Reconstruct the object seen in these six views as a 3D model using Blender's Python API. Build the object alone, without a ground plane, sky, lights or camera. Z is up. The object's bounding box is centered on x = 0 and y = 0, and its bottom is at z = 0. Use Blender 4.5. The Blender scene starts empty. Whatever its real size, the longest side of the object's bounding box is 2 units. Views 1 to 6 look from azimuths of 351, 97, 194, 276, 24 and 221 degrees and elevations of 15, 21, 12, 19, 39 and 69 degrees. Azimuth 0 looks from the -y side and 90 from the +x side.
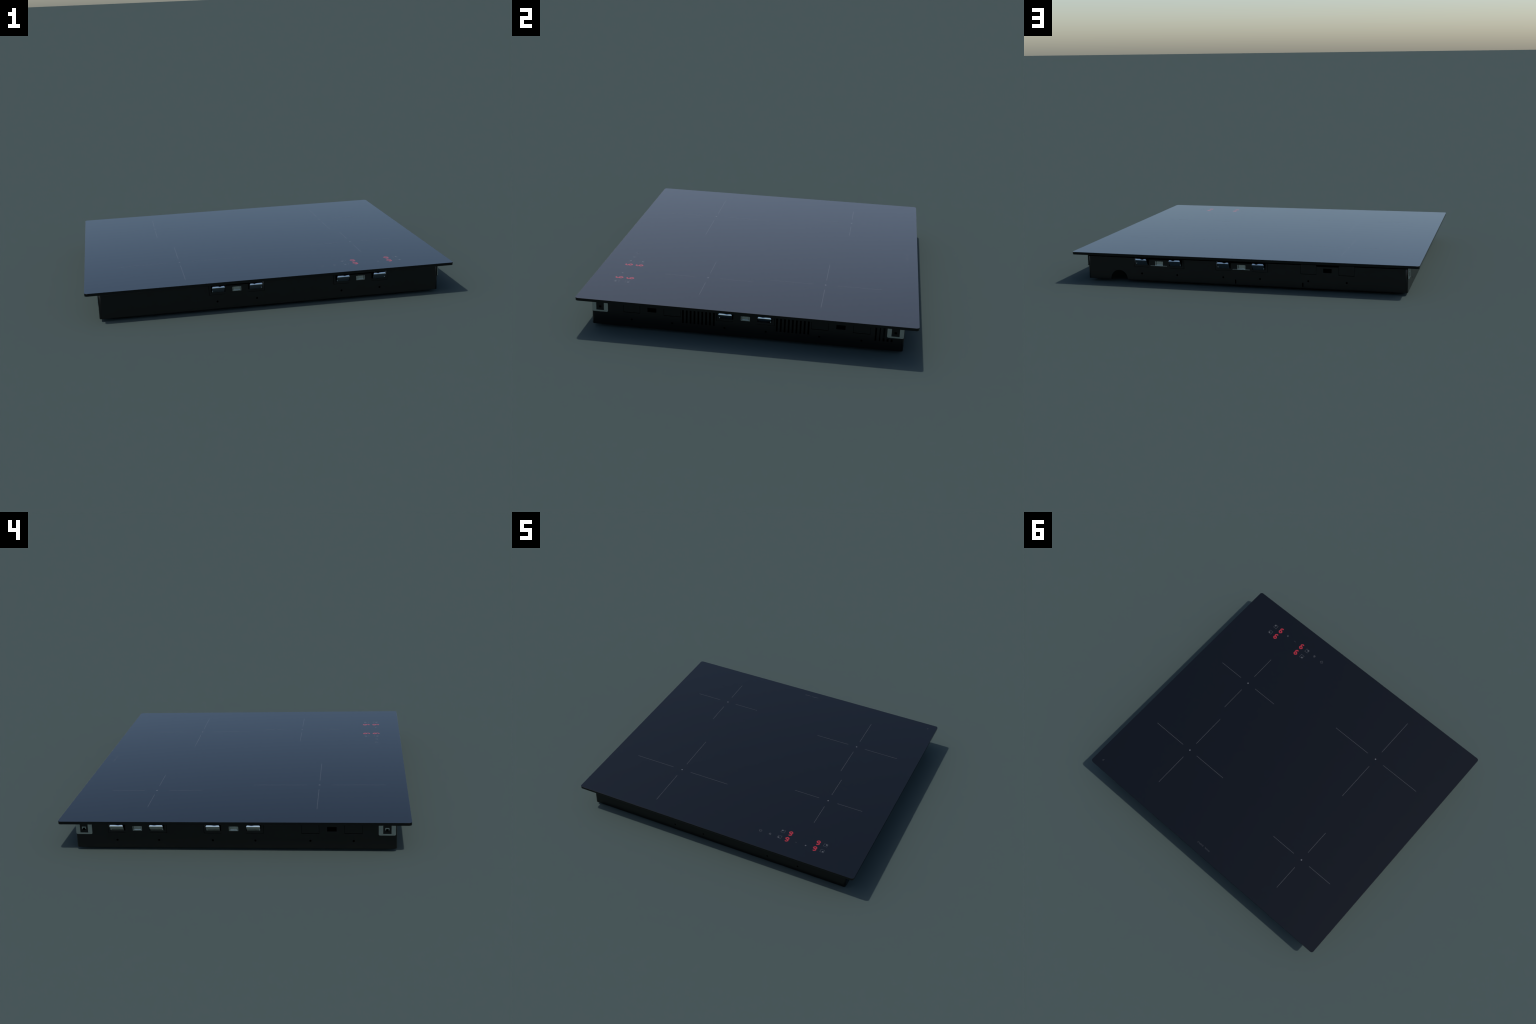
"""Built-in four-zone glass cooktop: black glass plate over a shallow black housing
with spring clips, clip windows, knock-out panels, corner brackets and vents."""
import bpy, bmesh, math
from mathutils import Vector, Matrix

# ------------------------------------------------------------------ sizes (m)
HX, HY = 1.0, 0.8814              # half size of the glass plate
Z_TOP, GLASS = 0.1806, 0.0152     # top of glass, its thickness
GLASS_R = 0.0165                  # plan radius of the plate corners
BX, BY, B_R = 0.9330, 0.8130, 0.013 # half size of the housing, corner radius
Z_BOT, Z_WALL = 0.0134, 0.1462    # housing floor and top of its side wall
PITCH = 0.4913                    # spacing of the clip stations along a side
INK = 0.00008                     # thickness of the printed marks


# ------------------------------------------------------------------ materials
def material(name, base, rough, metal=0.0, spec=0.5, noise=None, rough_var=0.0, bump=0.0, coat=0.0):
    m = bpy.data.materials.new(name)
    m.use_nodes = True
    nt = m.node_tree
    b = nt.nodes["Principled BSDF"]
    b.inputs["Base Color"].default_value = (*base, 1)
    b.inputs["Roughness"].default_value = rough
    b.inputs["Metallic"].default_value = metal
    b.inputs["Specular IOR Level"].default_value = spec
    b.inputs["Coat Weight"].default_value = coat
    if noise:
        scale, amount = noise
        tc = nt.nodes.new("ShaderNodeTexCoord")
        n = nt.nodes.new("ShaderNodeTexNoise")
        n.inputs["Scale"].default_value = scale
        n.inputs["Detail"].default_value = 4
        nt.links.new(tc.outputs["Object"], n.inputs["Vector"])
        ramp = nt.nodes.new("ShaderNodeValToRGB")
        lo, hi = 1 - amount, 1 + amount
        ramp.color_ramp.elements[0].position = 0.3
        ramp.color_ramp.elements[1].position = 0.7
        ramp.color_ramp.elements[0].color = (*[c * lo for c in base], 1)
        ramp.color_ramp.elements[1].color = (*[min(1, c * hi) for c in base], 1)
        nt.links.new(n.outputs["Fac"], ramp.inputs["Fac"])
        nt.links.new(ramp.outputs["Color"], b.inputs["Base Color"])
        if rough_var:
            mr = nt.nodes.new("ShaderNodeMapRange")
            mr.inputs["To Min"].default_value = max(0, rough - rough_var)
            mr.inputs["To Max"].default_value = rough + rough_var
            nt.links.new(n.outputs["Fac"], mr.inputs["Value"])
            nt.links.new(mr.outputs["Result"], b.inputs["Roughness"])
        if bump:
            bp = nt.nodes.new("ShaderNodeBump")
            bp.inputs["Strength"].default_value = bump
            bp.inputs["Distance"].default_value = 0.001
            nt.links.new(n.outputs["Fac"], bp.inputs["Height"])
            nt.links.new(bp.outputs["Normal"], b.inputs["Normal"])
    return m


M_GLASS = material("black_glass", (0.0006, 0.0006, 0.0007), 0.05)
M_HOUSE = material("black_housing", (0.0007, 0.0008, 0.0008), 0.28, noise=(60, 0.08))
M_DARK = material("painted_recess_shade", (0.0005, 0.0005, 0.0005), 0.9, spec=0.05)  # darkness of the unlit openings put into the colour, gloss nearly removed
M_STEEL = material("spring_steel", (0.54, 0.57, 0.57), 0.12, metal=1.0, noise=(25, 0.04))
M_ZINC = material("zinc_sheet", (0.57, 0.61, 0.59), 0.25, metal=1.0, noise=(40, 0.05))
M_INK = material("grey_print", (0.037, 0.037, 0.038), 0.05)
M_DOT = material("pale_print", (0.088, 0.088, 0.092), 0.05)
M_FAINT = material("faint_print", (0.026, 0.026, 0.027), 0.05)
M_LED = material("red_display", (0.33, 0.018, 0.027), 0.05)

# ------------------------------------------------------------------ helpers
ROOT = bpy.data.objects.new("induction_cooktop", None)
ROOT["label"] = "black glass built-in cooktop with four cross-marked cooking zones"
ROOT["category"] = "cooktop"
bpy.context.scene.collection.objects.link(ROOT)


def place(mesh, name, parent, mat=None, matrix=None):
    o = bpy.data.objects.new(name, mesh)
    bpy.context.scene.collection.objects.link(o)
    o.parent = parent
    if mat is not None and not mesh.materials:
        mesh.materials.append(mat)
    if matrix is not None:
        o.matrix_world = matrix
    return o


def to_mesh(bm, name):
    bmesh.ops.recalc_face_normals(bm, faces=bm.faces)
    me = bpy.data.meshes.new(name)
    bm.to_mesh(me)
    bm.free()
    return me


def prism(bm, pts, z0, z1, frame=None):
    """Extrude a plan outline (list of 2D points) from z0 to z1; frame maps (a,b,c)->xyz."""
    f = frame or (lambda a, b, c: (a, b, c))
    lo = [bm.verts.new(f(x, y, z0)) for x, y in pts]
    hi = [bm.verts.new(f(x, y, z1)) for x, y in pts]
    bm.faces.new(lo[::-1])
    top = bm.faces.new(hi)
    n = len(pts)
    for i in range(n):
        bm.faces.new((lo[i], lo[(i + 1) % n], hi[(i + 1) % n], hi[i]))
    return top


def rect(x0, x1, y0, y1):
    return [(x0, y0), (x1, y0), (x1, y1), (x0, y1)]


def round_rect(x0, x1, y0, y1, r, n=6, corners=(1, 1, 1, 1)):
    out = []
    for (cx, cy, a, on) in ((x0 + r, y0 + r, 180, corners[0]), (x1 - r, y0 + r, 270, corners[1]),
                            (x1 - r, y1 - r, 0, corners[2]), (x0 + r, y1 - r, 90, corners[3])):
        if on:
            for i in range(n + 1):
                t = math.radians(a + 90 * i / n)
                out.append((cx + r * math.cos(t), cy + r * math.sin(t)))
        else:
            out.append((x0 if cx == x0 + r else x1, y0 if cy == y0 + r else y1))
    return out


def disc(cx, cy, r, n=24):
    return [(cx + r * math.cos(2 * math.pi * i / n), cy + r * math.sin(2 * math.pi * i / n)) for i in range(n)]


def ring(bm, cx, cy, r, w, z0, z1, a0=0.0, a1=360.0, n=32):
    """Arc-shaped band made of quads prisms joined in one loop."""
    full = abs(a1 - a0) >= 360
    steps = n
    outer = [(cx + (r + w / 2) * math.cos(math.radians(a0 + (a1 - a0) * i / steps)),
              cy + (r + w / 2) * math.sin(math.radians(a0 + (a1 - a0) * i / steps))) for i in range(steps + 1)]
    inner = [(cx + (r - w / 2) * math.cos(math.radians(a0 + (a1 - a0) * i / steps)),
              cy + (r - w / 2) * math.sin(math.radians(a0 + (a1 - a0) * i / steps))) for i in range(steps + 1)]
    for i in range(steps):
        prism(bm, [outer[i], outer[i + 1], inner[i + 1], inner[i]], z0, z1)


def shade(o, angle=35):
    me = o.data
    for p in me.polygons:
        p.use_smooth = True
    me.set_sharp_from_angle(angle=math.radians(angle))
    for p in me.polygons:
        p.use_smooth = p.area < 0.003          # big flat faces keep their true normal


def bevel_object(o, width, segments=2, angle=40):
    m = o.modifiers.new("bevel", "BEVEL")
    m.width, m.segments, m.limit_method, m.angle_limit = width, segments, "ANGLE", math.radians(angle)
    apply_mods(o)


def apply_mods(o):
    bpy.context.view_layer.update()
    dg = bpy.context.evaluated_depsgraph_get()
    me = bpy.data.meshes.new_from_object(o.evaluated_get(dg))
    o.modifiers.clear()
    o.data = me


# side frames: along-side coordinate a, height b, outward distance c -> xyz
def side(name):
    return {"front": lambda a, b, c: (a, -BY - c, b),
            "back": lambda a, b, c: (a, BY + c, b),
            "left": lambda a, b, c: (-BX - c, a, b),
            "right": lambda a, b, c: (BX + c, a, b)}[name]


def side_matrix(name, a):
    """World matrix for a part modelled with x along the side, y outward, z up."""
    if name == "front":
        X, Y, O = (-1, 0, 0), (0, -1, 0), (a, -BY, 0)
    elif name == "back":
        X, Y, O = (1, 0, 0), (0, 1, 0), (a, BY, 0)
    elif name == "left":
        X, Y, O = (0, 1, 0), (-1, 0, 0), (-BX, a, 0)
    else:
        X, Y, O = (0, -1, 0), (1, 0, 0), (BX, a, 0)
    return Matrix(((X[0], Y[0], 0, O[0]), (X[1], Y[1], 0, O[1]), (0, 0, 1, O[2]), (0, 0, 0, 1)))


# which clip stations exist, and whether they carry springs or blank knock-outs
STATIONS = [("front", -0.194, True), ("front", PITCH, True),
            ("back", PITCH, True), ("back", 0.0, True), ("back", -PITCH, False),
            ("left", PITCH, True), ("left", 0.0, True), ("left", -PITCH, False),
            ("right", PITCH, False), ("right", 0.0, True), ("right", -PITCH, False)]
PANEL_IN, PANEL_OUT, PANEL_Z = 0.0628, 0.1516, 0.0935   # panel opening beside each window
WIN_W, WIN_Z0, WIN_Z1 = 0.0236, 0.1062, 0.1302
CLIP_Z = 0.1068                   # where the spring tongue leaves the wall
HOLE_A, HOLE_Z, HOLE_R = 0.1077, 0.0550, 0.0056

# ------------------------------------------------------------------ glass plate
bm = bmesh.new()
prism(bm, round_rect(-HX, HX, -HY, HY, GLASS_R, 10), Z_TOP - GLASS, Z_TOP)
glass = place(to_mesh(bm, "glass_plate"), "glass_plate", ROOT, M_GLASS)
bevel_object(glass, 0.0005, 2)
shade(glass, 30)


def mark(name, build, mat, at=(0, 0)):
    bm = bmesh.new()
    build(bm)
    return place(to_mesh(bm, name), name, glass, mat, Matrix.Translation((at[0], at[1], 0)))


# cooking zones: four strokes and a centre dot
LINE_W = 0.0034
for (cx, cy, outer, inner) in ((0.580, -0.265, 0.246, 0.067), (0.540, 0.379, 0.309, 0.0645),
                               (-0.4642, -0.414, 0.355, 0.0680), (-0.5485, 0.462, 0.247, 0.0665)):
    def strokes(bm, o=outer, i=inner):
        for k in range(4):
            c, s = round(math.cos(k * math.pi / 2)), round(math.sin(k * math.pi / 2))
            h = LINE_W / 2
            pts = [(c * a - s * b, s * a + c * b) for a, b in ((i, -h), (o, -h), (o, h), (i, h))]
            prism(bm, pts, Z_TOP - 0.0005, Z_TOP + INK)
    mark("cooking_zone_cross", strokes, M_INK, (cx, cy))
    mark("cooking_zone_dot", lambda bm: prism(bm, disc(0, 0, 0.0052), Z_TOP - 0.0005, Z_TOP + INK), M_DOT, (cx, cy))

# seven-segment "9" on each display
DW, DH, DS = 0.0138, 0.0218, 0.0092


def nine(bm):
    z0, z1, g = Z_TOP - 0.0005, Z_TOP + INK, 0.00005

    def h(y):
        prism(bm, [(-DW + DS / 2 + g, y), (-DW + DS + g, y + DS / 2), (DW - DS - g, y + DS / 2),
                   (DW - DS / 2 - g, y), (DW - DS - g, y - DS / 2), (-DW + DS + g, y - DS / 2)], z0, z1)

    def v(x, ya, yb):
        prism(bm, [(x, ya + g), (x + DS / 2, ya + DS / 2 + g), (x + DS / 2, yb - DS / 2 - g),
                   (x, yb - g), (x - DS / 2, yb - DS / 2 - g), (x - DS / 2, ya + DS / 2 + g)], z0, z1)
    t, b = DH - DS / 2, -DH + DS / 2
    h(t); h(0); h(b)
    L, R = -DW + DS / 2, DW - DS / 2
    v(L, 0, t); v(R, 0, t); v(R, b, 0)


for x in (0.4845, 0.6790):
    for y in (-0.6755, -0.7355):
        mark("level_digit", nine, M_LED, (x, y))

# zone selector icons: square outline, dot in the corner of the chosen zone
for x, sx in ((0.4325, -1), (0.7310, 1)):
    for y, sy in ((-0.6770, 1), (-0.7350, -1)):
        def icon(bm, sx=sx, sy=sy):
            q, w = 0.0120, 0.0026
            for a in (-1, 1):
                prism(bm, rect(-q - w / 2, q + w / 2, a * q - w / 2, a * q + w / 2), Z_TOP - 0.0005, Z_TOP + INK)
                prism(bm, rect(a * q - w / 2, a * q + w / 2, -q + w / 2 + 0.0001, q - w / 2 - 0.0001), Z_TOP - 0.0005, Z_TOP + INK)
        mark("zone_icon", icon, M_INK, (x, y))
        mark("zone_icon_dot", lambda bm: prism(bm, disc(0, 0, 0.0050, 16), Z_TOP - 0.0005, Z_TOP + INK), M_DOT,
             (x + sx * 0.0052, y + sy * 0.0052))


def bar(bm, x0, x1, y0, y1):
    prism(bm, rect(x0, x1, y0, y1), Z_TOP - 0.0005, Z_TOP + INK)


def plus(bm):
    bar(bm, -0.0060, 0.0060, -0.0015, 0.0015)
    bar(bm, -0.0015, 0.0015, 0.0016, 0.0060)
    bar(bm, -0.0015, 0.0015, -0.0060, -0.0016)


def padlock(bm):
    bar(bm, -0.0072, 0.0072, -0.0085, 0.0015)
    ring(bm, 0, 0.0022, 0.0048, 0.0022, Z_TOP - 0.0005, Z_TOP + INK, 0, 180, 14)


def power(bm):
    ring(bm, 0, 0, 0.0088, 0.0030, Z_TOP - 0.0005, Z_TOP + INK, 120, 420, 26)
    bar(bm, -0.0013, 0.0013, 0.0010, 0.0110)


mark("plus_sign", plus, M_DOT, (0.6155, -0.7350))
mark("minus_sign", lambda bm: bar(bm, -0.0062, 0.0062, -0.0012, 0.0012), M_INK, (0.5472, -0.7352))
mark("lock_icon", padlock, M_INK, (0.3652, -0.7350))
mark("power_icon", power, M_INK, (0.2962, -0.7350))


# maker's line at the back edge: two short words, too small to read
def word(n, x0, x1):
    def build(bm):
        step = (x1 - x0) / n
        for i in range(n):
            a, b, t, hh = x0 + i * step, x0 + (i + 0.72) * step, 0.0016, 0.0045
            bar(bm, a, a + t, -hh, hh)
            if i % 3 != 1:
                bar(bm, a + t + 0.0001, b, hh - t, hh)
            if i % 2 == 0:
                bar(bm, a + t + 0.0001, b, -hh, -hh + t)
            else:
                bar(bm, a + t + 0.0001, b, -t / 2, t / 2)
    return build


mark("lettering", word(5, -0.0520, -0.0060), M_INK, (0.0, 0.8215))
mark("lettering", word(6, 0.0040, 0.0550), M_INK, (0.0, 0.8215))


def warning(bm):
    bar(bm, -0.0045, 0.0045, 0.0008, 0.0062)
    bar(bm, -0.0045, 0.0010, -0.0062, -0.0008)


mark("corner_symbol", warning, M_FAINT, (0.9382, 0.8235))

# ------------------------------------------------------------------ housing with cut openings
bm = bmesh.new()
prism(bm, round_rect(-BX, BX, -BY, BY, B_R, 6), Z_BOT, Z_WALL)
housing = place(to_mesh(bm, "housing"), "housing", ROOT, M_HOUSE)
bevel_object(housing, 0.0018, 2)
housing.data.materials.append(M_DARK)

cut = bmesh.new()


def cutter(s, a0, a1, z0, z1, depth):
    f = side(s)
    prism(cut, rect(a0, a1, z0, z1), -depth, 0.02, f)


def cutter_disc(s, a, z, r, depth, n=20):
    prism(cut, disc(a, z, r, n), -depth, 0.02, side(s))


TOP = Z_WALL + 0.02
for s, a, sprung in STATIONS:
    cutter(s, a - PANEL_IN + 0.0015, a + PANEL_IN - 0.0015, 0.1390, TOP, 0.007)     # lowered rim above the window
    cutter(s, a - WIN_W, a + WIN_W, WIN_Z0, WIN_Z1, 0.030)                          # window
    for k in (-1, 1):
        span = lambda p, q: sorted((a + k * p, a + k * q))
        if sprung:      # opening for the tongue, and the scored outline of its panel
            cutter(s, *span(PANEL_IN, 0.1385), CLIP_Z, TOP, 0.018)
            cutter(s, *span(PANEL_OUT - 0.0020, PANEL_OUT), PANEL_Z, TOP, 0.004)
            cutter(s, *span(PANEL_IN, PANEL_OUT - 0.0021), PANEL_Z, PANEL_Z + 0.0013, 0.0025)
        else:
            cutter(s, *span(PANEL_IN, PANEL_OUT), PANEL_Z, TOP, 0.007)
        cutter_disc(s, a + k * HOLE_A, HOLE_Z, HOLE_R, 0.02)
# cooling slots on the right side
for group, count in ((-0.2455, 9), (0.2455, 9)):
    for i in range(count):
        c = group + (i - (count - 1) / 2) * 0.02035
        cutter("right", c - 0.0047, c + 0.0047, 0.0620, 0.1400, 0.06)
for i, w in enumerate((0.0046, 0.0030, 0.0050, 0.0048, 0.0048)):
    c = 0.6695 + i * 0.0204
    cutter("right", c - w, c + w, 0.0620, 0.1400, 0.06)
# cable arch and two slots at the back
arch = [(0.7395 + 0.0508 * math.cos(math.pi * i / 24), 0.0190 + 0.0508 * math.sin(math.pi * i / 24)) for i in range(25)]
prism(cut, [(0.7395 + 0.0508, 0.0)] + arch + [(0.7395 - 0.0508, 0.0)], -0.010, 0.02, side("back"))
for x in (0.0355, -0.3525):
    cutter("back", x - 0.0036, x + 0.0036, 0.0205, 0.0446, 0.02)



def carve(bm):
    """Subtract a set of closed cutters from the housing; cut faces are painted black for the shade inside."""
    tool = place(to_mesh(bm, "cutters"), "cutters", None, M_DARK)
    md = housing.modifiers.new("openings", "BOOLEAN")
    md.operation, md.object, md.solver = "DIFFERENCE", tool, "EXACT"
    md.material_mode = "TRANSFER"
    apply_mods(housing)
    bpy.data.objects.remove(tool)


carve(cut)
hollow = bmesh.new()                      # bottomless space behind the cable arch
prism(hollow, rect(0.52, 0.90, -0.02, 0.135), -0.36, -0.006, side("back"))
carve(hollow)
shade(housing, 30)

# inner frame and seal between housing and glass
bm = bmesh.new()
prism(bm, round_rect(-BX + 0.013, BX - 0.013, -BY + 0.013, BY - 0.013, B_R, 4), Z_WALL - 0.001, Z_TOP - GLASS + 0.0005)
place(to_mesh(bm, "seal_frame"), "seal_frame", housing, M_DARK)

# floor cover and feet, below the housing
bm = bmesh.new()
prism(bm, round_rect(-0.80, 0.80, -0.68, 0.42, 0.03, 5), 0.004, Z_BOT + 0.001)
cover = place(to_mesh(bm, "bottom_cover"), "bottom_cover", housing, M_HOUSE)
bevel_object(cover, 0.002, 2)
bm = bmesh.new()
prism(bm, disc(0, 0, 0.018, 24), 0.0, 0.0045)
foot_me = to_mesh(bm, "foot")
for sx in (-1, 1):
    for sy in (-1, 1):
        place(foot_me, "foot", housing, M_HOUSE, Matrix.Translation((sx * 0.72, -0.13 + sy * 0.47, 0)))

# ------------------------------------------------------------------ parts of a station
# spring clip: tongue sloping out of its opening, bent back into an upright lip with a wavy rim
CLIP_W, LIP_H = 0.0345, 0.0070
BEND_P, BEND_Z = 0.0270, 0.1392


def clip_mesh(dip):
    bm = bmesh.new()
    n = 28
    prof = [(-0.0060, 0.1072), (0.0022, CLIP_Z + 0.0006), (BEND_P - 0.0006, BEND_Z - 0.0010), (BEND_P, BEND_Z), (BEND_P - 0.0002, BEND_Z + 0.0010)]
    cols = []
    for i in range(n + 1):
        u = -1 + 2 * i / n
        x = u * CLIP_W
        e = CLIP_W - abs(x)
        r = 0.0042
        top = LIP_H - (r - math.sqrt(max(0, r * r - (r - e) ** 2)) if e < r else 0)
        d = (x - dip) / 0.0095
        top -= 0.0015 * math.exp(-d * d)
        w = [0.96, 0.965, 1.0, 1.0, 1.0]
        col = [bm.verts.new((x * w[k], p, z)) for k, (p, z) in enumerate(prof)]
        for t in (0.35, 0.7, 1.0):
            zz = BEND_Z + 0.0010 + (top - 0.0010) * t
            col.append(bm.verts.new((x, BEND_P - 0.0002 - 0.0019 * t, zz)))
        cols.append(col)
    for i in range(n):
        for k in range(len(cols[0]) - 1):
            bm.faces.new((cols[i][k], cols[i + 1][k], cols[i + 1][k + 1], cols[i][k + 1]))
    bmesh.ops.recalc_face_normals(bm, faces=bm.faces)
    f = max(bm.faces, key=lambda q: q.calc_center_median().y)
    if f.normal.y < 0:
        bmesh.ops.reverse_faces(bm, faces=bm.faces)
    bmesh.ops.solidify(bm, geom=bm.faces[:], thickness=0.0012)
    ear = -1 if dip > 0 else 1                       # small upturned ear on the outer edge
    e0, e1 = sorted((ear * (CLIP_W - 0.0055), ear * (CLIP_W - 0.0012)))
    prism(bm, rect(e0, e1, 0.1140, 0.1182), 0.0075, 0.0122, lambda a, b, c: (a, c, b))
    return to_mesh(bm, "spring_clip")


# blank knock-out panel, flush with the wall
bm = bmesh.new()
hw = (PANEL_OUT - PANEL_IN) / 2 - 0.0016
prism(bm, rect(-hw, hw, PANEL_Z + 0.0024, Z_WALL + 0.0015), -0.006, -0.0003, lambda a, b, c: (a, c, b))
panel_me = to_mesh(bm, "knockout_panel")

# window clip: U-shaped sheet frame and recessed back sheet
T = 0.0046
bm = bmesh.new()
U = [(-WIN_W, WIN_Z1), (-WIN_W, WIN_Z0), (WIN_W, WIN_Z0), (WIN_W, WIN_Z1), (WIN_W - T, WIN_Z1),
     (WIN_W - T, WIN_Z0 + T), (-WIN_W + T, WIN_Z0 + T), (-WIN_W + T, WIN_Z1)]
prism(bm, U, -0.020, 0.0012, lambda a, b, c: (a, c, b))
frame_me = to_mesh(bm, "window_frame")
bm = bmesh.new()
prism(bm, rect(-WIN_W + T + 0.0016, WIN_W - T - 0.0016, WIN_Z0 + T + 0.0002, WIN_Z1 - 0.0005), -0.016, -0.0025, lambda a, b, c: (a, c, b))
back_me = to_mesh(bm, "window_plate")
bm = bmesh.new()
prism(bm, rect(-0.0500, 0.0500, WIN_Z0 - 0.0022, WIN_Z0 - 0.0002), -0.004, 0.0060, lambda a, b, c: (a, c, b))
ledge_me = to_mesh(bm, "window_ledge")

clips = {}
for k in (-1, 1):
    clips[k] = clip_mesh(-k * 0.0085)
OFF = (PANEL_IN + PANEL_OUT) / 2
CLIP_OFF = 0.1018
for s, a, sprung in STATIONS:
    if sprung:
        place(frame_me, "window_frame", housing, M_ZINC, side_matrix(s, a))
        place(back_me, "window_plate", housing, M_ZINC, side_matrix(s, a))
        if s == "back":
            place(ledge_me, "window_ledge", housing, M_ZINC, side_matrix(s, a))
        for k in (-1, 1):
            base = side_matrix(s, a)
            o = place(clips[k], "spring_clip", housing, M_STEEL, base @ Matrix.Translation((k * CLIP_OFF, 0, 0)))
    else:
        for k in (-1, 1):
            place(panel_me, "knockout_panel", housing, M_HOUSE, side_matrix(s, a) @ Matrix.Translation((k * OFF, 0, 0)))
for me in clips.values():
    for p in me.polygons:
        p.use_smooth = True
    me.set_sharp_from_angle(angle=math.radians(28))

# corner brackets on the left and right sides
BR_W, BR_Z, BR_IN, BR_INZ, BR_P = 0.0420, 0.0875, 0.0205, 0.0958, 0.0042
ZT = Z_TOP - GLASS - 0.0006
bm = bmesh.new()
lower = round_rect(-BR_W, BR_W, BR_Z, ZT, 0.007, 5, (1, 1, 0, 0))
outline = lower[:-1] + [(BR_IN, ZT), (BR_IN, BR_INZ + 0.0), (-BR_IN, BR_INZ), (-BR_IN, ZT)]
outline = [p for p in lower if p != (-BR_W, ZT)] + [(BR_IN, ZT), (BR_IN, BR_INZ), (-BR_IN, BR_INZ), (-BR_IN, ZT), (-BR_W, ZT)]
prism(bm, outline, 0.0004, BR_P, lambda a, b, c: (a, c, b))
bracket_me = to_mesh(bm, "corner_bracket")
bm = bmesh.new()
H0, H1, HW = 0.1085, 0.1205, 0.0063
ins = [(-BR_IN + 0.0005, BR_INZ + 0.0004), (BR_IN - 0.0005, BR_INZ + 0.0004), (BR_IN - 0.0005, ZT), (-BR_IN + 0.0005, ZT)]
for q in (rect(-BR_IN + 0.0005, BR_IN - 0.0005, BR_INZ + 0.0004, H0), rect(-BR_IN + 0.0005, -HW, H0, H1),
          rect(HW, BR_IN - 0.0005, H0, H1), rect(-BR_IN + 0.0005, BR_IN - 0.0005, H1, ZT)):
    prism(bm, q, 0.0005, 0.0024, lambda a, b, c: (a, c, b))
insert_me = to_mesh(bm, "bracket_insert")
bm = bmesh.new()
prism(bm, rect(-HW, HW, H0, H1), 0.0002, 0.0010, lambda a, b, c: (a, c, b))  # thin black plate modelled for the dark depth of the insert's hole
shade_plate_me = to_mesh(bm, "hole_shade_plate")
bm = bmesh.new()
prism(bm, [(-0.0100, 0.1150), (-0.0066, 0.1150), (-0.0066, 0.1225), (0.0066, 0.1225), (0.0066, 0.1150), (0.0100, 0.1150),
           (0.0100, 0.1275), (-0.0100, 0.1275)], 0.0022, 0.0036, lambda a, b, c: (a, c, b))
hook_me = to_mesh(bm, "bracket_hook")
for s, ends in (("left", (-0.7640, 0.7670)), ("right", (-0.7670, 0.7685))):
    for a in ends:
        mx = side_matrix(s, a)
        o = place(bracket_me, "corner_bracket", housing, M_ZINC, mx)
        place(insert_me, "bracket_insert", housing, M_HOUSE, mx)
        place(shade_plate_me, "hole_shade_plate", housing, M_DARK, mx)
        if s == "left":
            place(hook_me, "bracket_hook", housing, M_ZINC, mx)

bpy.context.view_layer.update()
